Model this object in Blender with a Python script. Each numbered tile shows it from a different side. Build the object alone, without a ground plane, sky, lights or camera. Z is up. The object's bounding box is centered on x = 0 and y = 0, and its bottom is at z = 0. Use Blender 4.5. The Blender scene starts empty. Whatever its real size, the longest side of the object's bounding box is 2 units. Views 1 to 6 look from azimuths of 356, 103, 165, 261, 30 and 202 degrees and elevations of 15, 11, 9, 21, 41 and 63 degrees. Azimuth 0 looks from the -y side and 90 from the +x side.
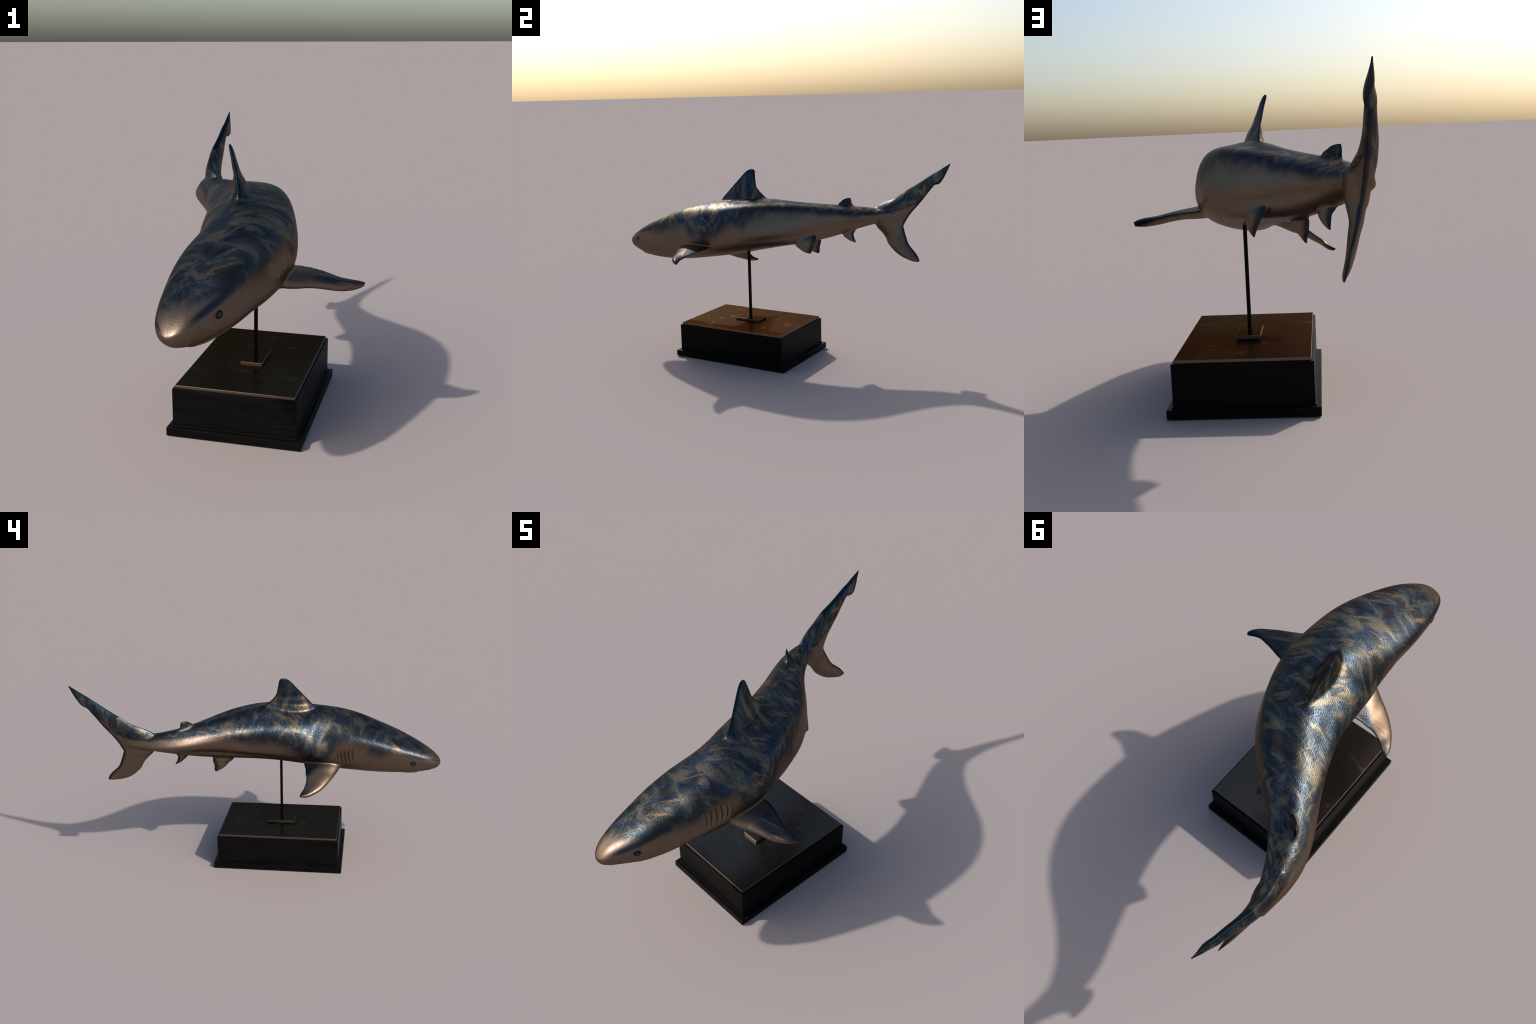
"""Patinated bronze shark on a thin rod above a black wooden plinth."""
import bpy, bmesh
import numpy as np
from math import radians, cos, sin, pi
from mathutils import Vector, Matrix
from mathutils.bvhtree import BVHTree

VOXEL = 0.0026

# ------------------------------------------------------------------ helpers
def natural_spline(knots, values, s):
    n = len(knots); h = np.diff(knots); v = np.asarray(values, float)
    A = np.zeros((n, n)); b = np.zeros(n); A[0, 0] = A[-1, -1] = 1
    for i in range(1, n - 1):
        A[i, i - 1], A[i, i], A[i, i + 1] = h[i - 1], 2 * (h[i - 1] + h[i]), h[i]
        b[i] = 6 * ((v[i + 1] - v[i]) / h[i] - (v[i] - v[i - 1]) / h[i - 1])
    M = np.linalg.solve(A, b)
    i = np.clip(np.searchsorted(knots, s) - 1, 0, n - 2)
    t, u, hh = s - knots[i], knots[i + 1] - s, h[i]
    return M[i]*u**3/(6*hh) + M[i+1]*t**3/(6*hh) + (v[i]/hh - M[i]*hh/6)*u + (v[i+1]/hh - M[i+1]*hh/6)*t

def unit(a):
    return a / (np.linalg.norm(a, axis=-1, keepdims=True) + 1e-12)

def grid_faces(rows, cols, wrap=True):
    f = []
    for i in range(rows - 1):
        for j in range(cols if wrap else cols - 1):
            k = (j + 1) % cols
            f.append((i*cols + j, i*cols + k, (i+1)*cols + k, (i+1)*cols + j))
    return f

def mesh_object(name, verts, faces, material=None, smooth=True):
    me = bpy.data.meshes.new(name)
    me.from_pydata([tuple(v) for v in verts], [], [tuple(f) for f in faces])
    if smooth:
        me.polygons.foreach_set("use_smooth", [True] * len(me.polygons))
    ob = bpy.data.objects.new(name, me)
    bpy.context.scene.collection.objects.link(ob)
    if material:
        me.materials.append(material)
    return ob

def evaluated_mesh(ob):
    dg = bpy.context.evaluated_depsgraph_get()
    return bpy.data.meshes.new_from_object(ob.evaluated_get(dg))

# ------------------------------------------------------------------ body: spine and sections
SNOUT_Y, TAIL_Y, NOSE_ROUND = -0.992, 0.72, 0.158
KNOTS = np.linspace(0, 1, 13)
SPINE_X  = [-.329, -.308, -.271, -.224, -.171, -.109, -.057, -.036, -.034, -.069, -.135, -.181, -.156]
SPINE_Z  = [.613, .629, .646, .671, .690, .699, .719, .770, .793, .793, .800, .801, .810]
HALF_W   = [.101, .097, .107, .132, .152, .172, .182, .182, .166, .135, .096, .070, .028]
ABOVE    = [0.026, 0.053, 0.074, 0.093, 0.118, 0.153, 0.174, 0.134, 0.126, 0.112, 0.078, 0.053, 0.028]
BELOW    = [.100, .091, .103, .134, .152, .149, .146, .172, .165, .140, .113, .057, .016]
ROLL     = [5.1, 5.6, 6.2, 7.0, 8.2, 9.8, 11.5, 12.8, 13.4, 13.5, 13.2, 12.9, 12.4]
TOP_EXP  = [0.93, 0.91, 0.87, 0.83, 0.78, 0.82, 0.93, 0.91, 0.91, 0.92, 0.96, 1.0, 0.97]
BELLY_EXP = [0.94, 0.96, 0.94, 0.92, 0.92, 0.9, 0.86, 0.85, 0.82, 0.86, 0.95, 0.97, 0.95]
# swelling of each section at twelve clock angles (right flank, up over the back, left flank, belly)
SWELL = np.array([
    [1.00, 1.00, 0.98, 0.94, 0.98, 1.00, 0.99, 1.00, 0.98, 1.01, 0.99, 1.00],
    [1.00, 0.99, 0.97, 0.92, 0.98, 1.00, 1.00, 1.00, 0.97, 1.02, 0.96, 0.97],
    [1.01, 1.00, 0.92, 0.86, 0.93, 0.99, 0.99, 1.01, 0.95, 1.02, 0.97, 0.98],
    [0.98, 1.01, 0.97, 0.87, 0.92, 1.00, 1.00, 0.98, 0.96, 1.02, 0.99, 1.04],
    [0.98, 1.04, 1.00, 0.94, 0.97, 1.05, 1.00, 0.99, 0.99, 1.02, 0.97, 1.03],
    [0.99, 1.04, 1.05, 0.99, 1.00, 1.05, 1.00, 0.98, 1.00, 1.01, 1.00, 1.01],
    [1.01, 1.02, 1.01, 1.03, 1.01, 0.99, 1.08, 1.03, 1.03, 1.00, 1.01, 1.02],
    [1.00, 1.04, 1.01, 1.07, 1.01, 1.03, 1.07, 1.04, 1.03, 1.00, 1.03, 1.00],
    [1.00, 1.05, 0.95, 1.05, 0.97, 1.02, 1.00, 1.02, 1.03, 0.99, 1.06, 1.06],
    [1.04, 1.07, 0.92, 0.99, 0.96, 1.03, 0.97, 0.99, 1.02, 0.98, 1.10, 1.05],
    [1.02, 1.02, 0.96, 1.02, 0.95, 0.97, 1.00, 0.93, 0.99, 1.01, 1.05, 0.99],
    [1.00, 0.98, 1.00, 1.08, 0.95, 0.92, 1.02, 0.93, 0.95, 1.03, 0.99, 0.96],
    [0.99, 0.99, 1.02, 1.03, 0.99, 0.98, 0.99, 0.98, 0.98, 1.00, 1.00, 1.00],
])

def station(y):
    return ((np.asarray(y, float) - SNOUT_Y) / (TAIL_Y - SNOUT_Y)) ** (1 / 1.5)

def body_points(s, ang):
    """s: stations (n,), ang: angle from dorsal line towards the right flank (m,)"""
    s = np.atleast_1d(np.asarray(s, float)); ang = np.atleast_1d(np.asarray(ang, float))
    g = lambda v: natural_spline(KNOTS, v, s)
    y = SNOUT_Y + (TAIL_Y - SNOUT_Y) * s ** 1.5
    d = np.clip((y - SNOUT_Y) / NOSE_ROUND, 0, 1); cap = np.sqrt(1 - (1 - d) ** 2)
    w, a, b = g(HALF_W) * cap, g(ABOVE) * cap, g(BELOW) * cap
    e = 1e-3; h = np.maximum(s, .17)               # heading of the spine; the nose keeps the heading of the head
    dx = (natural_spline(KNOTS, SPINE_X, h + e) - natural_spline(KNOTS, SPINE_X, h - e))
    dy = (TAIL_Y - SNOUT_Y) * ((h + e) ** 1.5 - (h - e) ** 1.5)
    l = np.hypot(dx, dy) + 1e-12; dx, dy = dx / l, dy / l
    c, sn = np.sin(ang)[None], np.cos(ang)[None]
    ex = np.where(sn > 0, g(TOP_EXP)[:, None], g(BELLY_EXP)[:, None])
    t = ((pi / 2 - ang) / (2 * pi) * 12) % 12; i = np.floor(t).astype(int); f = t - i
    cub = (-.5*f**3 + f**2 - .5*f, 1.5*f**3 - 2.5*f**2 + 1, -1.5*f**3 + 2*f**2 + .5*f, .5*f**3 - .5*f**2)
    at = np.stack([natural_spline(KNOTS, SWELL[:, j], s) for j in range(12)], 1)
    swell = sum(cub[k][None] * at[:, (i - 1 + k) % 12] for k in range(4))
    X = swell * w[:, None] * np.sign(c) * np.abs(c) ** ex
    Z = swell * np.where(sn > 0, a[:, None], b[:, None]) * np.sign(sn) * np.abs(sn) ** ex
    r = np.radians(g(ROLL))[:, None]
    Xr, Zr = X * np.cos(r) - Z * np.sin(r), X * np.sin(r) + Z * np.cos(r)
    return np.stack([g(SPINE_X)[:, None] + Xr * dy[:, None],
                     y[:, None] - Xr * dx[:, None],
                     g(SPINE_Z)[:, None] + Zr], -1)

def build_body():
    ns, na = 240, 120
    s = np.linspace(0.0, 1, ns) ** 1.3
    s[0] = 1e-5
    P = body_points(s, np.linspace(0, 2 * pi, na, endpoint=False))
    faces = grid_faces(ns, na)
    faces.append(tuple(range(na))[::-1]); faces.append(tuple((ns - 1) * na + j for j in range(na)))
    return P.reshape(-1, 3), faces

# ------------------------------------------------------------------ fins: leading and trailing edge, root to tip
FINS = {
 "dorsal": dict(
    lead=[(-.080,-.375,.850),(-.085,-.338,.905),(-.083,-.313,.932),(-.085,-.290,.957),(-.088,-.267,.982),(-.093,-.244,1.008),(-.098,-.220,1.034),(-.103,-.195,1.062),(-.107,-.172,1.082),(-.109,-.150,1.091)],
    trail=[(-.045,-.020,.860),(-.055,-.050,.925),(-.062,-.078,.948),(-.069,-.097,.965),(-.073,-.112,.983),(-.080,-.120,1.004),(-.087,-.124,1.030),(-.094,-.127,1.053),(-.102,-.129,1.074),(-.108,-.135,1.088)],
    thick=[.092,.074,.058,.045,.029,.025,.021,.018,.014,.010]),
 "second_dorsal": dict(
    lead=[(-.165,.325,.830),(-.152,.357,.878),(-.160,.370,.891),(-.171,.386,.902),(-.182,.404,.909),(-.191,.424,.912)],
    trail=[(-.190,.475,.830),(-.192,.447,.866),(-.192,.434,.878),(-.192,.430,.890),(-.192,.428,.901),(-.192,.427,.909)],
    thick=[.034,.025,.019,.015,.012,.008]),
 "caudal_upper": dict(
    lead=[(-.189,.540,.838),(-.189,.629,.887),(-.182,.688,.913),(-.170,.740,.949),(-.150,.793,.982),(-.129,.844,1.016),(-.111,.895,1.051),(-.100,.922,1.068),(-.092,.947,1.085),(-.074,.997,1.120)],
    trail=[(-.138,.737,.758),(-.134,.766,.812),(-.126,.801,.858),(-.117,.837,.901),(-.108,.870,.946),(-.100,.902,.988),(-.094,.917,1.001),(-.074,.943,1.014),(-.073,.975,1.069),(-.073,.998,1.117)],
    thick=[.076,.067,.056,.046,.038,.033,.030,.027,.019,.008]),
 "caudal_lower": dict(
    lead=[(-.182,.560,.850),(-.172,.575,.765),(-.161,.600,.730),(-.152,.636,.690),(-.138,.653,.655),(-.121,.683,.621),(-.101,.719,.593),(-.079,.759,.576),(-.056,.800,.565),(-.046,.832,.563)],
    trail=[(-.136,.750,.820),(-.137,.738,.770),(-.132,.739,.745),(-.123,.746,.720),(-.113,.755,.693),(-.100,.767,.661),(-.084,.788,.634),(-.070,.808,.613),(-.058,.824,.592),(-.046,.837,.568)],
    thick=[.074,.072,.056,.042,.035,.030,.025,.021,.015,.006]),
 "pectoral_right": dict(
    lead=[(.010,-.548,.650),(.090,-.551,.636),(.147,-.546,.633),(.189,-.541,.628),(.229,-.538,.621),(.269,-.533,.614),(.308,-.521,.611),(.345,-.503,.611),(.371,-.482,.613)],
    trail=[(.020,-.340,.675),(.115,-.358,.660),(.172,-.378,.654),(.210,-.402,.650),(.244,-.427,.644),(.275,-.448,.636),(.307,-.465,.631),(.345,-.470,.624),(.371,-.472,.615)],
    thick=[.070,.054,.044,.039,.037,.036,.036,.036,.036], round_nose=True),
 "pectoral_left": dict(
    lead=[(-.125,-.530,.640),(-.205,-.462,.600),(-.253,-.415,.567),(-.286,-.383,.551),(-.314,-.352,.535),(-.337,-.321,.519),(-.355,-.287,.506),(-.366,-.253,.496),(-.373,-.218,.490),(-.370,-.184,.491)],
    trail=[(-.090,-.240,.640),(-.200,-.250,.605),(-.255,-.242,.583),(-.276,-.240,.570),(-.293,-.237,.556),(-.309,-.230,.543),(-.325,-.219,.530),(-.335,-.209,.516),(-.347,-.195,.506),(-.366,-.180,.496)],
    thick=[.066,.054,.043,.035,.031,.028,.026,.025,.023,.018], round_nose=True),
 "pelvic_right": dict(
    lead=[(.030,.110,.720),(.049,.135,.672),(.052,.154,.653),(.051,.175,.637),(.047,.199,.624),(.046,.222,.618)],
    trail=[(-.005,.245,.740),(.020,.249,.698),(.028,.245,.676),(.035,.238,.657),(.041,.231,.638),(.046,.227,.621)],
    thick=[.040,.028,.020,.014,.011,.008]),
 "pelvic_left": dict(
    lead=[(-.100,.115,.700),(-.104,.140,.648),(-.108,.165,.632),(-.116,.186,.614),(-.121,.213,.599),(-.125,.240,.587)],
    trail=[(-.128,.255,.710),(-.132,.256,.664),(-.132,.252,.641),(-.131,.247,.622),(-.126,.248,.606),(-.126,.246,.589)],
    thick=[.040,.028,.020,.014,.011,.008]),
 "anal": dict(
    lead=[(-.135,.370,.740),(-.124,.393,.699),(-.124,.410,.683),(-.127,.426,.671),(-.132,.445,.660),(-.135,.464,.654)],
    trail=[(-.172,.490,.765),(-.160,.460,.722),(-.149,.448,.704),(-.144,.449,.688),(-.140,.456,.672),(-.136,.466,.656)],
    thick=[.046,.032,.023,.017,.013,.008]),
}

def build_fin(lead, trail, thick, round_nose=False, rows=90, cols=36):
    n = len(lead); k = np.linspace(0, 1, n); v = np.linspace(0, 1, rows)
    L = np.stack([natural_spline(k, np.array(lead)[:, i], v) for i in range(3)], -1)
    T = np.stack([natural_spline(k, np.array(trail)[:, i], v) for i in range(3)], -1)
    th = natural_spline(k, thick, v)
    edge = unit(T - L) * np.minimum(1, np.linalg.norm(T - L, axis=1) / .03)[:, None] * (.0010 if round_nose else .0026)
    L, T = L - edge * (.2 if round_nose else 1), T + edge * (3 if round_nose else 1)                      # the skin is faired inwards by about this much later
    chord = T - L
    span = np.gradient((L + T) / 2, axis=0)
    N = unit(np.cross(chord, span))
    for i in range(1, rows):                       # tip: keep the last good normal
        if N[i] @ N[i - 1] < 0.7: N[i] = N[i - 1]
    u = 0.5 - 0.5 * np.cos(np.linspace(0, pi, cols))
    foil = 5 * (.2969*np.sqrt(u) - .126*u - .3516*u**2 + .2843*u**3 - .1036*u**4)
    if not round_nose:                              # vertical fins: sharp-edged lens section
        foil = .5 * np.sin(pi * u ** .82) ** .85
    half = th[:, None] * foil[None] * np.minimum(1, np.linalg.norm(chord, axis=1) / 0.05)[:, None] ** .5
    half = np.maximum(half, 0.0024)
    mid = L[:, None] + chord[:, None] * u[None, :, None]
    up = mid + N[:, None] * half[..., None]
    dn = mid - N[:, None] * half[..., None]
    ring = np.concatenate([up, dn[:, ::-1]], 1)
    faces = grid_faces(rows, 2 * cols)
    faces.append(tuple(range(2 * cols))[::-1]); faces.append(tuple((rows - 1) * 2 * cols + j for j in range(2 * cols)))
    return ring.reshape(-1, 3), faces

# ------------------------------------------------------------------ fuse body and fins into one skin
def fused_shark():
    bv, bf = build_body()
    parts = {k: build_fin(**f) for k, f in FINS.items()}
    verts, faces = [bv], list(bf); off = len(bv)
    for v, f in parts.values():
        verts.append(v); faces += [tuple(i + off for i in q) for q in f]; off += len(v)
    tmp = mesh_object("raw_shark", np.concatenate(verts), faces)
    bm = bmesh.new(); bm.from_mesh(tmp.data)
    bmesh.ops.recalc_face_normals(bm, faces=bm.faces); bm.to_mesh(tmp.data); bm.free()
    m = tmp.modifiers.new("fuse", "REMESH"); m.mode = 'VOXEL'; m.voxel_size = VOXEL
    me = evaluated_mesh(tmp)
    bpy.data.objects.remove(tmp)
    n = len(me.vertices); V = np.empty(n * 3); me.vertices.foreach_get("co", V); V = V.reshape(-1, 3)
    E = np.empty(len(me.edges) * 2, int); me.edges.foreach_get("vertices", E); E = E.reshape(-1, 2)
    Q = np.empty(len(me.loops), int); me.loops.foreach_get("vertex_index", Q)
    sizes = np.empty(len(me.polygons), int); me.polygons.foreach_get("loop_total", sizes)
    starts = np.concatenate([[0], np.cumsum(sizes)[:-1]])
    bpy.data.meshes.remove(me)
    deg = np.bincount(E.ravel(), minlength=n).astype(float)
    def lap(A):
        out = np.empty_like(A)
        for c in range(3):
            out[:, c] = np.bincount(E[:, 0], A[E[:, 1], c], n) + np.bincount(E[:, 1], A[E[:, 0], c], n)
        return out / deg[:, None] - A
    # fillet where a fin meets the body, light fairing elsewhere
    body_tree = BVHTree.FromPolygons([tuple(p) for p in bv], bf)
    fin_trees = {k: BVHTree.FromPolygons([tuple(p) for p in v], f) for k, (v, f) in parts.items()}
    db = np.full(n, 1.0); df = np.full(n, 1.0); which = np.zeros(n, int); names = list(parts)
    boxes = {k: (v.min(0) - .03, v.max(0) + .03) for k, (v, f) in parts.items()}
    for i in range(n):
        hit = body_tree.find_nearest(V[i], .04)
        if hit[0] is not None: db[i] = hit[3]
    for j, k in enumerate(names):
        lo, hi = boxes[k]
        for i in np.nonzero(((V > lo) & (V < hi)).all(1))[0]:
            hit = fin_trees[k].find_nearest(V[i], .03)
            if hit[0] is not None and hit[3] < df[i]:
                df[i] = hit[3]; which[i] = j
    radius = np.array([.017 if "pectoral" in k or k == "dorsal" or "caudal" in k else .010 for k in names])[which]
    blend = np.clip(1.3 - np.maximum(db, df) / radius, 0, 1)
    flare = np.array([1.0 if "dorsal" in k else 0.0 for k in names])[which] * np.clip(1.3 - np.maximum(db, df) / .024, 0, 1)
    for it in range(60):
        V += 0.55 * (blend if it < 32 else np.maximum(flare, blend * (it < 40)))[:, None] * lap(V)
    for it in range(5):
        V += 0.5 * lap(V); V -= 0.52 * lap(V)
    region = np.where((df < .006) & (db > .006), which + 1, 0)
    return V, Q, starts, sizes, E, lap, region, names, body_tree

def vertex_normals(V, Q, starts, sizes):
    quad = sizes == 4
    N = np.zeros_like(V)
    for sel, k in ((quad, 4), (sizes == 3, 3)):
        st = starts[sel]
        if not len(st): continue
        idx = np.stack([Q[st + i] for i in range(k)], 1)
        fn = np.cross(V[idx[:, 2]] - V[idx[:, 0]], V[idx[:, k - 1]] - V[idx[:, 1]])
        for i in range(k):
            for c in range(3):
                N[:, c] += np.bincount(idx[:, i], fn[:, c], len(V))
    return unit(N)

def polyline_distance(P, line):
    best = np.full(len(P), 9.0); along = np.zeros(len(P)); L = np.asarray(line); m = len(L) - 1
    for i in range(m):
        a, d = L[i], L[i + 1] - L[i]
        t = np.clip(((P - a) @ d) / (d @ d), 0, 1)
        r = np.linalg.norm(P - a - t[:, None] * d, axis=1)
        better = r < best
        best[better] = r[better]; along[better] = (i + t[better]) / m
    return best, along

def groove(V, N, line, width, depth, lip=0.0, taper=True):
    lo, hi = np.min(line, 0) - 5 * width, np.max(line, 0) + 5 * width
    sel = np.nonzero(((V > lo) & (V < hi)).all(1))[0]
    d, t = polyline_distance(V[sel], line)
    fade = np.sin(np.clip(t, 0, 1) * pi) ** .5 if taper else 1.0
    push = depth * np.exp(-(d / width) ** 2) * fade - lip * np.exp(-((d - 2.2 * width) / width) ** 2) * fade
    V[sel] -= push[:, None] * N[sel]

def on_body(y, deg):
    """surface points along a line given as spine positions y and angles (degrees from the dorsal line)"""
    return np.array([body_points(station(a), radians(b))[0, 0] for a, b in zip(y, deg)])

EYES = []
def sculpt_details(V, N):
    # five gill slits on each flank
    for side in (1, -1):
        if side > 0: ys = [-.584, -.564, -.542, -.521, -.499]
        else:        ys = [-.572, -.551, -.530, -.509, -.490]
        for i, y in enumerate(ys):
            top, low = (76, 106) if side > 0 else (73, 105)
            top += (2, 0, 0, 2, 5)[i]; low -= (0, 0, 0, 1, 5)[i]
            a = np.linspace(top, low, 9)
            bow = .006 * np.sin(np.linspace(0, pi, 9))
            groove(V, N, on_body(y + bow, side * a), .0050, .0046, .0016)
    # long shallow hollow between flank and belly
    for side, top in ((1, 122), (-1, 118)):
        ys = np.linspace(-.16, .46, 25)
        groove(V, N, on_body(ys, side * (top + 10 * np.linspace(1, 0, 25))), .020, .0055)
    # crescent mouth under the head, nostrils in front of it
    a = np.linspace(-1, 1, 31)
    mouth = on_body(-.872 + .085 * np.abs(a) ** 1.8, 180 - 48 * a)
    groove(V, N, mouth, .0052, .0095, .0040)
    for side in (1, -1):
        nose = on_body([-.952, -.945, -.940], [side * 150, side * 146, side * 138])
        groove(V, N, nose, .0036, .0045, .001)

# ------------------------------------------------------------------ node helpers
class Nodes:
    def __init__(self, name):
        self.mat = bpy.data.materials.new(name); self.mat.use_nodes = True
        self.t = self.mat.node_tree; self.t.nodes.clear()
        self.out = self.t.nodes.new("ShaderNodeOutputMaterial")
        self.bsdf = self.t.nodes.new("ShaderNodeBsdfPrincipled")
        self.t.links.new(self.bsdf.outputs[0], self.out.inputs[0])
        self.obj = self.t.nodes.new("ShaderNodeTexCoord").outputs["Object"]
    def put(self, sock, v):
        if isinstance(v, bpy.types.NodeSocket): self.t.links.new(v, sock)
        else: sock.default_value = v
    def math(self, op, a, b=0.0, c=0.0, clamp=False):
        n = self.t.nodes.new("ShaderNodeMath"); n.operation = op; n.use_clamp = clamp
        for s, v in zip(n.inputs, (a, b, c)): self.put(s, v)
        return n.outputs[0]
    def vmath(self, op, a, b=(0, 0, 0)):
        n = self.t.nodes.new("ShaderNodeVectorMath"); n.operation = op
        self.put(n.inputs[0], a); self.put(n.inputs[1], b)
        return n.outputs[0]
    def xyz(self, v):
        n = self.t.nodes.new("ShaderNodeSeparateXYZ"); self.put(n.inputs[0], v); return n.outputs
    def vec(self, x, y, z):
        n = self.t.nodes.new("ShaderNodeCombineXYZ")
        for s, v in zip(n.inputs, (x, y, z)): self.put(s, v)
        return n.outputs[0]
    def step(self, v, lo, hi, to0=0.0, to1=1.0):
        n = self.t.nodes.new("ShaderNodeMapRange"); n.interpolation_type = 'SMOOTHSTEP'
        for s, x in zip(n.inputs, (v, lo, hi, to0, to1)): self.put(s, x)
        return n.outputs[0]
    def noise(self, vec, scale, detail=3.0, rough=.5, distort=0.0):
        n = self.t.nodes.new("ShaderNodeTexNoise")
        self.put(n.inputs["Vector"], vec); self.put(n.inputs["Scale"], scale); n.inputs["Detail"].default_value = detail
        n.inputs["Roughness"].default_value = rough; n.inputs["Distortion"].default_value = distort
        return n.outputs[0]
    def voronoi(self, vec, scale, feature='F1', rnd=1.0):
        n = self.t.nodes.new("ShaderNodeTexVoronoi"); n.feature = feature
        self.put(n.inputs["Vector"], vec); n.inputs["Scale"].default_value = scale; n.inputs["Randomness"].default_value = rnd
        return n.outputs["Distance"]
    def mix(self, f, a, b):
        n = self.t.nodes.new("ShaderNodeMix"); n.data_type = 'RGBA'
        ins = [s for s in n.inputs if s.enabled or True]
        self.put(n.inputs[0], f)
        for s, v in ((n.inputs[6], a), (n.inputs[7], b)):
            self.put(s, v if isinstance(v, bpy.types.NodeSocket) else (*v, 1.0))
        return n.outputs[2]
    def curve(self, v, pts):
        """smooth 1D function through the points (x, value)"""
        xs = [p[0] for p in pts]; vs = [p[1] for p in pts]
        x0, x1, v0, v1 = min(xs), max(xs), min(vs), max(vs)
        v1 = v1 if v1 > v0 else v0 + 1
        a = self.t.nodes.new("ShaderNodeMapRange")
        for s, x in zip(a.inputs, (v, x0, x1, 0.0, 1.0)): self.put(s, x)
        c = self.t.nodes.new("ShaderNodeFloatCurve"); cv = c.mapping.curves[0]
        q = sorted(((x - x0) / (x1 - x0), (w - v0) / (v1 - v0)) for x, w in pts)
        while len(cv.points) < len(q): cv.points.new(0.5, 0.5)
        for pt, (x, w) in zip(cv.points, q): pt.location = (x, w)
        c.mapping.update()
        self.put(c.inputs["Value"], a.outputs[0])
        return self.math('MULTIPLY_ADD', c.outputs[0], v1 - v0, v0)
    def bump(self, height, dist, strength=1.0, normal=None):
        n = self.t.nodes.new("ShaderNodeBump"); self.put(n.inputs["Strength"], strength); n.inputs["Distance"].default_value = dist
        self.put(n.inputs["Height"], height)
        if normal is not None: self.put(n.inputs["Normal"], normal)
        return n.outputs[0]

# ------------------------------------------------------------------ skin: patinated bronze
BRONZE, BRONZE_PINK, BRONZE_DARK = (.172, .121, .085), (.160, .121, .096), (.105, .074, .053)
NAVY, SLATE, UMBER, OCHRE = (.017, .026, .043), (.052, .056, .056), (.047, .041, .030), (.215, .160, .092)
PORE, RIM, GREY = (.070, .104, .135), (.006, .020, .031), (.135, .132, .115)

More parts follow.
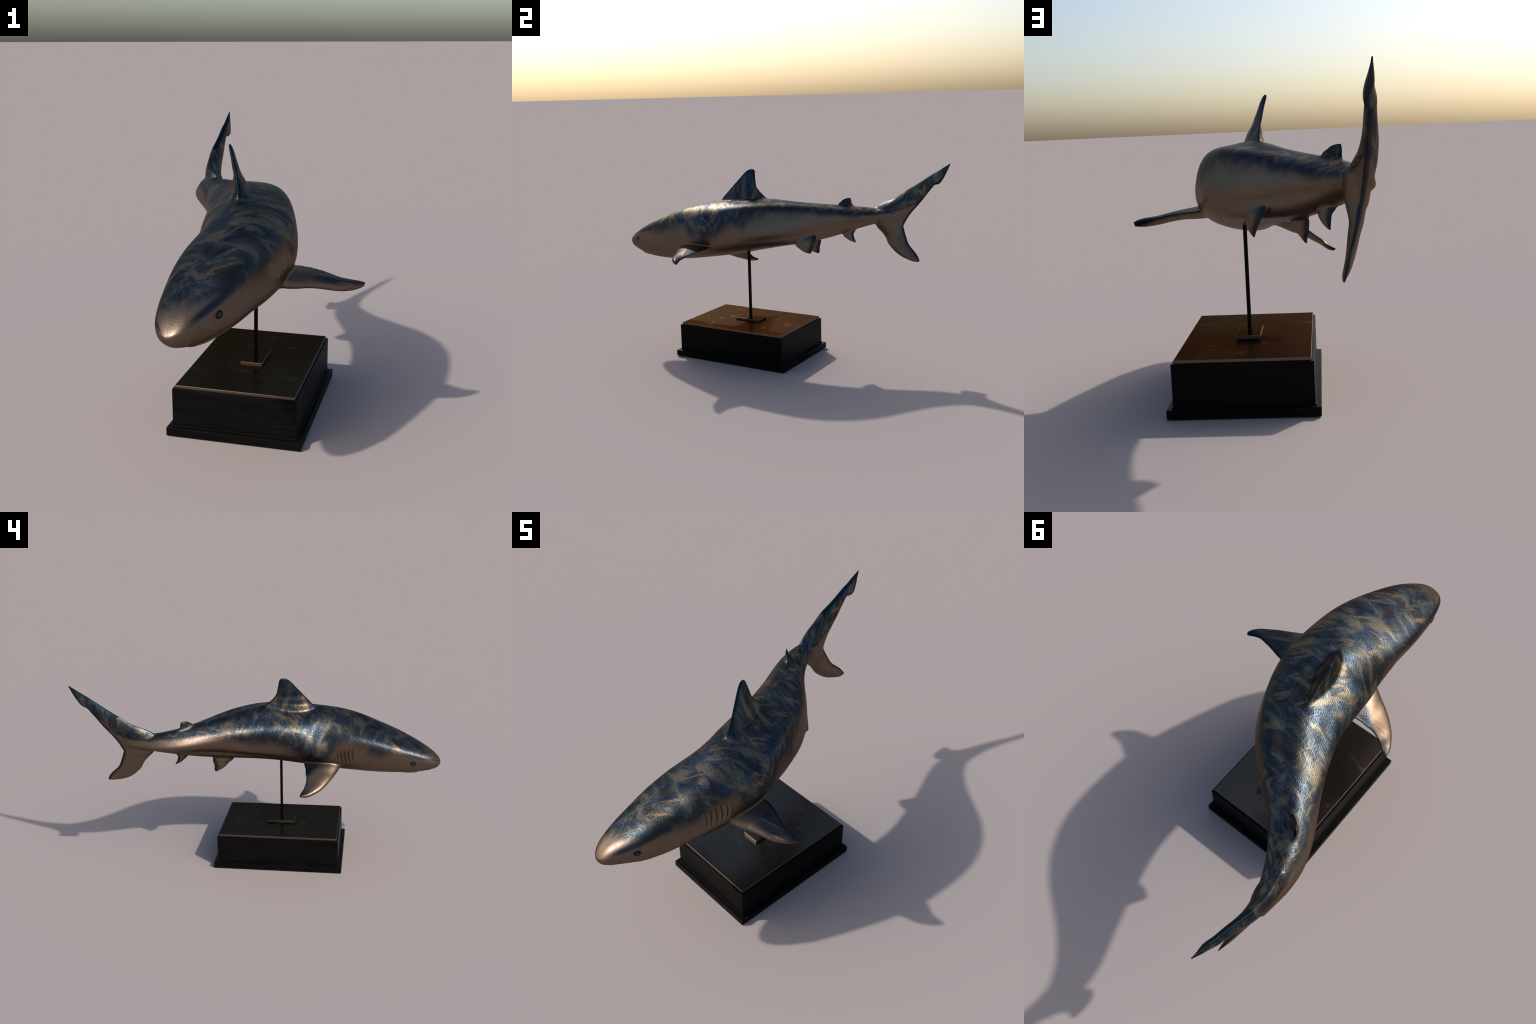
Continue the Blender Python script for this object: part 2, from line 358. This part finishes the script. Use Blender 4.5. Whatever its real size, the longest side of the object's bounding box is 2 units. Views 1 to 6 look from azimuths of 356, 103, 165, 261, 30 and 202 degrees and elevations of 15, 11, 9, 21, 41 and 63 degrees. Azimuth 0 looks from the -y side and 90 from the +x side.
def skin_material(name, edges=(), patch=None):
    """edges: list of (axis, points, width, sign): the rim runs along y = f(axis);
       patch: function(nodes, x, y, z) -> extra mask of dark patina"""
    k = Nodes(name)
    x, y, z = k.xyz(k.obj)
    ys = SNOUT_Y + (TAIL_Y - SNOUT_Y) * KNOTS ** 1.5
    xc = k.curve(y, list(zip(ys, SPINE_X)))
    zc = k.curve(y, list(zip(ys, SPINE_Z))[:-1] + [(.72, .845), (.80, .875)])
    lx, lz = k.math('SUBTRACT', x, xc), k.math('SUBTRACT', z, zc)
    c, s = cos(radians(11)), sin(radians(11))
    X = k.math('ADD', k.math('MULTIPLY', lx, c), k.math('MULTIPLY', lz, s))
    Z = k.math('SUBTRACT', k.math('MULTIPLY', lz, c), k.math('MULTIPLY', lx, s))
    theta = k.math('DIVIDE', k.math('ARCTAN2', k.math('ABSOLUTE', X), Z), pi)
    right = k.curve(y, [(-1, .30), (-.93, .30), (-.86, .40), (-.77, .445), (-.70, .50), (-.66, .47), (-.58, .44), (-.53, .445), (-.48, .50), (-.42, .56), (-.36, .61), (-.30, .58), (-.24, .545), (-.16, .54), (-.07, .49), (.02, .45), (.12, .44), (.27, .45), (.36, .48), (.44, .52), (.54, .50), (.72, .5)])
    left = k.curve(y, [(-1, .30), (-.90, .34), (-.83, .39), (-.75, .405), (-.66, .45), (-.59, .43), (-.52, .38), (-.45, .39), (-.38, .52), (-.29, .66), (-.20, .63), (-.15, .565), (-.06, .54), (.03, .53), (.13, .45), (.22, .39), (.31, .33), (.41, .29), (.50, .27), (.60, .35), (.72, .5)])
    side = k.step(X, -.02, .02)
    line = k.math('ADD', k.math('MULTIPLY', right, side), k.math('MULTIPLY', left, k.math('SUBTRACT', 1.0, side)))
    # brushed strokes: raked both ways across the unrolled flank so that they cross; soft blotches underneath
    wrap = k.math('MULTIPLY', k.math('ARCTAN2', X, Z), .15)
    def strokes(turn, across, along, shift):
        c_, s_ = cos(radians(turn)), sin(radians(turn))
        u = k.math('ADD', k.math('MULTIPLY', y, c_ * across), k.math('MULTIPLY', wrap, s_ * across))
        w = k.math('ADD', k.math('MULTIPLY', y, -s_ * along), k.math('MULTIPLY', wrap, c_ * along))
        return k.vec(u, w, k.math('MULTIPLY_ADD', Z, 7.0, shift))
    n1 = k.noise(k.vec(k.math('MULTIPLY', X, 9.0), k.math('MULTIPLY', y, 12.0), k.math('MULTIPLY', Z, 9.0)), 1.0, 4, .6, .8)
    n2 = k.noise(strokes(28, 27.0, 7.5, 7.3), 1.0, 3, .5, .5)
    n4 = k.noise(strokes(-34, 25.0, 8.0, 3.1), 1.0, 3, .5, .6)
    n3 = k.noise(k.vec(k.math('MULTIPLY_ADD', X, 8.0, 1.7), k.math('MULTIPLY', y, 8.5), k.math('MULTIPLY_ADD', Z, 8.0, 4.1)), 1.0, 3, .6, .6)
    fine = k.noise(k.obj, 60.0, 3, .6)
    scratch = k.noise(k.vec(k.math('MULTIPLY', X, 60.0), k.math('MULTIPLY', y, 260.0), k.math('MULTIPLY', Z, 60.0)), 1.0, 2, .6)
    edge = k.math('ADD', k.math('SUBTRACT', line, theta), k.math('MULTIPLY', k.math('SUBTRACT', n3, .5), .20))
    dark = k.step(edge, -.075, .07)
    if patch: dark = patch(k, x, y, z, dark, n1)
    # bare bronze on the tip of the snout
    snout = k.step(k.math('MULTIPLY_ADD', n3, .14, y), -.90, -.80)
    bare = dark
    dark = k.math('MULTIPLY', dark, snout)
    scales = k.voronoi(k.vec(k.math('MULTIPLY', x, 1.0), k.math('MULTIPLY', y, .80), z), 180.0, 'F1', .6)
    pore = k.step(scales, .34, .62)
    # colours of the dark back
    col = k.mix(k.step(n1, .36, .58), NAVY, UMBER)
    col = k.mix(k.math('MULTIPLY', k.step(n3, .46, .66), .65), col, SLATE)
    col = k.mix(k.math('MULTIPLY', k.step(n4, .44, .37), .5), col, NAVY)
    col = k.mix(k.math('MULTIPLY', k.math('MULTIPLY', pore, .80), k.step(n2, .34, .58)), col, PORE)
    s1 = k.math('MULTIPLY', k.step(n2, .525, .655), k.step(n1, .34, .48))
    s2 = k.math('MULTIPLY', k.step(n4, .535, .665), k.step(n3, .36, .48))
    stroke = k.math('MULTIPLY', k.math('MAXIMUM', s1, s2), k.math('SUBTRACT', .86, k.math('MULTIPLY', pore, .46)))
    col = k.mix(stroke, col, OCHRE)
    belly = k.mix(k.step(n3, .35, .65), BRONZE, BRONZE_PINK)
    belly = k.mix(k.math('MULTIPLY', k.step(fine, .45, .75), .35), belly, BRONZE_DARK)
    # greyish bloom along the lower right flank
    bloom = k.math('MULTIPLY', k.math('MULTIPLY', k.step(k.math('ABSOLUTE', k.math('SUBTRACT', theta, .565)), .075, .01), side),
                   k.math('MULTIPLY', k.step(y, -.25, -.05), k.step(y, .50, .30)))
    belly = k.mix(k.math('MULTIPLY', bloom, .65), belly, GREY)
    # navy seam above the border line; on the snout it follows the brow ridge above the eye
    seam = k.math('MULTIPLY', k.math('MULTIPLY', k.step(edge, .15, .05), k.step(n2, .35, .55)), .6)
    col = k.mix(seam, col, NAVY)
    col = k.mix(dark, belly, col)
    brow = k.math('MULTIPLY', k.step(k.math('ABSOLUTE', k.math('SUBTRACT', theta, .415)), .055, .01), k.math('MULTIPLY', k.step(y, -.70, -.80), k.step(y, -.99, -.95)))
    col = k.mix(k.math('MULTIPLY', brow, .85), col, NAVY)
    for axis, pts, width, sign in edges:
        e = k.curve({"x": x, "z": z}[axis], pts)
        d = k.math('MULTIPLY', k.math('SUBTRACT', y, e), sign)      # distance inwards from the rim
        lo = pts[0][0]; hi = pts[-1][0]
        ax = {"x": x, "z": z}[axis]
        inside = k.step(ax, min(lo, hi) - .001, min(lo, hi) + .012) if axis == "z" and pts[0][0] > .8 else 1.0
        rim = k.math('MULTIPLY', k.step(d, width, width * .15), inside)
        col = k.mix(k.math('MULTIPLY', rim, .88), col, RIM)
    k.put(k.bsdf.inputs["Base Color"], col)
    k.bsdf.inputs["Metallic"].default_value = .95
    k.bsdf.inputs["Specular Tint"].default_value = (.55, .50, .46, 1)
    k.put(k.bsdf.inputs["Roughness"], k.math('MULTIPLY_ADD', fine, .16, .315))
    h = k.math('MULTIPLY', scales, k.math('ADD', k.math('MULTIPLY_ADD', bare, .45, .05), k.math('MULTIPLY', dark, .5)))
    nb = k.bump(h, .0012, .55)
    nb = k.bump(k.math('ADD', k.math('MAXIMUM', n2, n4), k.math('MULTIPLY', scratch, .12)), .004, .28, nb)
    k.put(k.bsdf.inputs["Normal"], nb)
    return k.mat

# ------------------------------------------------------------------ stand
PLINTH_AT, PLINTH_TURN = Vector((-.0075, -.151, 0)), radians(-18)

def rounded_box(name, half, z0, z1, bevel, material, parent, segments=3, cove=0.0):
    bm = bmesh.new()
    bmesh.ops.create_cube(bm, size=1)
    for v in bm.verts:
        v.co = Vector((v.co.x * 2 * half[0], v.co.y * 2 * half[1], z0 + (v.co.z + .5) * (z1 - z0)))
    bmesh.ops.bevel(bm, geom=bm.edges[:], offset=bevel, segments=segments, profile=.5, affect='EDGES')
    me = bpy.data.meshes.new(name); bm.to_mesh(me); bm.free()
    me.polygons.foreach_set("use_smooth", [False] * len(me.polygons))
    me.materials.append(material)
    ob = bpy.data.objects.new(name, me); bpy.context.scene.collection.objects.link(ob)
    ob.parent = parent; ob.location = PLINTH_AT; ob.rotation_euler = (0, 0, PLINTH_TURN)
    return ob

def wood_material():
    k = Nodes("black_stained_wood")
    x, y, z = k.xyz(k.obj)
    warp = k.noise(k.obj, 3.0, 2)
    across = k.math('ADD', k.math('MULTIPLY', z, 26.0), k.math('MULTIPLY', warp, 3.2))
    v = k.vec(k.math('MULTIPLY', x, 1.6), k.math('MULTIPLY', y, 1.6), across)
    g = k.noise(v, 3.0, 5, .65, .3)
    pores = k.noise(k.vec(k.math('MULTIPLY', x, 14.0), k.math('MULTIPLY', y, 14.0), k.math('MULTIPLY', z, 420.0)), 1.0, 3, .6)
    col = k.mix(k.step(g, .38, .68), (.0026, .0025, .0025), (.0052, .0049, .0046))
    k.put(k.bsdf.inputs["Base Color"], col)
    k.bsdf.inputs["Specular IOR Level"].default_value = .06
    k.put(k.bsdf.inputs["Roughness"], k.math('MULTIPLY_ADD', g, .25, .33))
    k.put(k.bsdf.inputs["Normal"], k.bump(k.math('ADD', g, k.math('MULTIPLY', pores, .5)), .0008, .3))
    return k.mat

def plate_material():
    k = Nodes("dark_brown_bronze_plate")
    n = k.noise(k.obj, 9.0, 4, .55, .6)
    smudge = k.step(n, .58, .70)
    col = k.mix(smudge, (.106, .091, .074), (.132, .114, .094))
    k.put(k.bsdf.inputs["Base Color"], col)
    k.bsdf.inputs["Metallic"].default_value = 1.0
    k.bsdf.inputs["Specular Tint"].default_value = (.29, .240, .198, 1)
    k.put(k.bsdf.inputs["Roughness"], k.math('MULTIPLY_ADD', smudge, .08, .28))
    return k.mat

def edge_material():
    k = Nodes("sun_lightened_bronze_edge")
    n = k.noise(k.obj, 30.0, 3)
    k.put(k.bsdf.inputs["Base Color"], k.mix(n, (.115, .085, .058), (.17, .125, .085)))  # base colour raised above the plate's to paint in the sun on its sides
    k.bsdf.inputs["Metallic"].default_value = .85; k.bsdf.inputs["Roughness"].default_value = .35
    return k.mat

def plain_material(name, color, rough, metal=0.0, spec=.5):
    k = Nodes(name)
    k.bsdf.inputs["Specular IOR Level"].default_value = spec
    n = k.noise(k.obj, 40.0, 2)
    k.put(k.bsdf.inputs["Base Color"], k.mix(n, tuple(c * .8 for c in color), tuple(c * 1.2 for c in color)))
    k.bsdf.inputs["Roughness"].default_value = rough; k.bsdf.inputs["Metallic"].default_value = metal
    return k.mat

def build_stand(root):
    wood, plate, edge = wood_material(), plate_material(), edge_material()
    rounded_box("plinth_foot", (.2645, .3665), 0.0, .0335, .0018, wood, root)
    # small stepped moulding between foot and block
    rounded_box("plinth_moulding", (.2485, .3500), .0325, .0385, .0018, wood, root)
    rounded_box("plinth_block", (.2442, .3455), .0375, .1880, .0016, wood, root)
    for name, half, z0, z1 in (("bronze_plate", (.2355, .3370), .1875, .2005), ("rod_foot", (.0455, .0790), .2000, .2150)):
        ob = rounded_box(name, half, z0, z1, .0022, plate, root)
        ob.data.materials.append(edge)
        for p in ob.data.polygons:
            if p.normal.z < .95: p.material_index = 1
    rod = rounded_box("support_rod", (.0069, .0069), .2145, .650, .0010, plain_material("blackened_steel", (.0040, .0034, .0028), .5, 0.0, .06), root, 2)
    rod.location.y -= .002

# ------------------------------------------------------------------ eyes
def build_eye(parent, at, normal, along, materials):
    n = Vector(normal).normalized(); t = Vector(along); t = (t - n * t.dot(n)).normalized(); b = n.cross(t)
    M = Matrix((t, b, n)).transposed()
    at = Vector(at)
    def place(v): return at + M @ Vector(v)
    # eyeball: flattened dome
    rows, cols, v = 14, 36, []
    for i in range(rows):
        ph = .02 + (pi / 2 + .3 - .02) * i / (rows - 1)
        for j in range(cols):
            a = 2 * pi * j / cols
            v.append(place((.0125 * sin(ph) * cos(a), .0092 * sin(ph) * sin(a), .0052 * cos(ph))))
    f = grid_faces(rows, cols) + [tuple(range(cols))[::-1]]
    eye = mesh_object("eye", v, f, materials[0]); eye.parent = parent
    # dark lid ring
    rows, cols, v = 48, 14, []
    for i in range(rows):
        a = 2 * pi * i / rows
        for j in range(cols):
            q = 2 * pi * j / cols; r = .0052
            v.append(place(((.0120 + r * cos(q)) * cos(a), (.0086 + r * cos(q)) * sin(a), .0012 + .0030 * sin(q))))
    f = [(i*cols + j, i*cols + (j+1) % cols, ((i+1) % rows)*cols + (j+1) % cols, ((i+1) % rows)*cols + j) for i in range(rows) for j in range(cols)]
    lid = mesh_object("eyelid", v, f, materials[1]); lid.parent = parent

# ------------------------------------------------------------------ assemble
def main():
    root = bpy.data.objects.new("shark_sculpture", None)
    bpy.context.scene.collection.objects.link(root)
    root["label"] = "patinated bronze swimming shark on a rod over a black plinth"
    root["category"] = "sculpture"
    build_stand(root)

    V, Q, starts, sizes, E, lap, region, fin_names, body_tree = fused_shark()
    N = vertex_normals(V, Q, starts, sizes)
    sculpt_details(V, N)
    V += 0.25 * lap(V)
    N = vertex_normals(V, Q, starts, sizes)

    zed = lambda fin, edge: [(p[2], p[1]) for p in FINS[fin][edge][1:]]
    exx = lambda fin, edge: [(p[0], p[1]) for p in FINS[fin][edge][1:]]
    def pectoral_patch(side):
        def f(k, x, y, z, dark, n):
            # upper face only: above the mid surface of the blade
            f_ = FINS["pectoral_right" if side > 0 else "pectoral_left"]
            mid = k.curve(x, [((a[0] + b[0]) / 2, (a[2] + b[2]) / 2) for a, b in zip(f_["lead"][1:], f_["trail"][1:])])
            top = k.step(k.math('SUBTRACT', z, mid), -.004, .006)
            lead = k.curve(x, [(p[0], p[1]) for p in f_["lead"][1:]])
            back = k.math('SUBTRACT', y, lead)
            if side > 0:
                m = k.step(k.math('MULTIPLY_ADD', n, .05, k.math('ADD', back, k.math('MULTIPLY', x, .20))), .045, .10)
            else:
                m = k.step(k.math('MULTIPLY_ADD', n, .05, k.math('MULTIPLY_ADD', x, .3, back)), .05, .10)
            root_ = k.step(k.math('MULTIPLY', x, side), .13 if side > 0 else .19, .20 if side > 0 else .235)
            return k.math('MAXIMUM', k.math('MULTIPLY', dark, k.math('SUBTRACT', 1.0, root_)), k.math('MULTIPLY', k.math('MULTIPLY', m, top), root_))
        return f
    skin = skin_material("patinated_bronze_skin")
    mats = {
        "dorsal": skin_material("patinated_bronze_dorsal", [("z", zed("dorsal", "lead"), .016, 1), ("z", zed("dorsal", "trail"), .012, -1)]),
        "second_dorsal": skin_material("patinated_bronze_second_dorsal", [("z", zed("second_dorsal", "trail"), .008, -1), ("z", zed("second_dorsal", "lead"), .012, 1)]),
        "caudal_upper": skin_material("patinated_bronze_tail_fin", [
            ("z", zed("caudal_lower", "trail")[::-1][:-1] + zed("caudal_upper", "trail"), .018, -1),
            ("z", zed("caudal_upper", "lead")[2:], .020, 1)]),
        "pectoral_right": skin_material("patinated_bronze_right_pectoral", [("x", exx("pectoral_right", "trail"), .016, -1)], pectoral_patch(1)),
        "pectoral_left": skin_material("patinated_bronze_left_pectoral", [("x", exx("pectoral_left", "trail")[::-1], .012, -1)], pectoral_patch(-1)),
        "pelvic_right": skin_material("patinated_bronze_right_pelvic", [("z", zed("pelvic_right", "trail")[::-1], .042, -1)]),
        "pelvic_left": skin_material("patinated_bronze_left_pelvic", [("z", zed("pelvic_left", "trail")[::-1], .032, -1)]),
        "anal": skin_material("patinated_bronze_anal", [("z", zed("anal", "trail")[::-1], .016, -1)]),
    }
    # regions -> named parts (caudal lobes are one fin)
    part_of = {"dorsal": "dorsal_fin", "second_dorsal": "dorsal_fin", "caudal_upper": "caudal_fin", "caudal_lower": "caudal_fin",
               "pectoral_right": "pectoral_fin", "pectoral_left": "pectoral_fin", "pelvic_right": "pelvic_fin", "pelvic_left": "pelvic_fin", "anal": "anal_fin"}
    nf = len(starts)
    face_first = Q[starts]
    fr = np.max(np.stack([region[Q[starts + i]] for i in range(3)]), 0)
    cen = (V[Q[starts]] + V[Q[starts + 2]]) / 2
    lower = fin_names.index("caudal_lower") + 1; upper = fin_names.index("caudal_upper") + 1
    fr[fr == lower] = upper
    along = cen[:, 1] + .45 * (cen[:, 0] + .12) * (cen[:, 1] < 0)
    head = (fr == 0) & (along < -.47); tail = (fr == 0) & (cen[:, 1] > .27)
    fr[(tail) & (cen[:, 1] > .66)] = upper
    groups = [("head", head, skin), ("torso", (fr == 0) & ~head & ~tail, skin), ("tail", (fr == 0) & tail, skin)]
    for j, name in enumerate(fin_names):
        if name == "caudal_lower": continue
        groups.append((part_of[name], fr == j + 1, mats[name]))
    made = {}
    for name, mask, mat in groups:
        ids = np.nonzero(mask)[0]
        if not len(ids): continue
        loops = np.concatenate([starts[ids] + i for i in range(4)]).reshape(4, -1).T
        quads = np.where((np.arange(4)[None] < sizes[ids][:, None]), Q[np.minimum(loops, len(Q) - 1)], -1)
        used, inv = np.unique(quads[quads >= 0], return_inverse=True)
        remap = np.full(len(V), -1); remap[used] = np.arange(len(used))
        faces = [[int(remap[v]) for v in q if v >= 0] for q in quads]
        ob = mesh_object(name, V[used], faces, mat)
        ob.data.normals_split_custom_set_from_vertices([tuple(n) for n in N[used]])
        ob.parent = root
        made.setdefault(name, ob)

    eye_m = plain_material("grey_glass_eye", (.022, .024, .027), .25, 0.0, .3)
    lid_m = plain_material("black_eye_ring", (.004, .005, .007), .6, 0.0, .15)
    for at in ((-.171, -.908, .657), (-.361, -.822, .627)):
        p, n, _, _ = body_tree.find_nearest(Vector(at))
        if n.dot(Vector(at) - Vector((-.268, -.87, .645))) < 0: n = -n
        build_eye(made["head"], p - n * .0016, n, (.35, .93, .12), (eye_m, lid_m))

main()
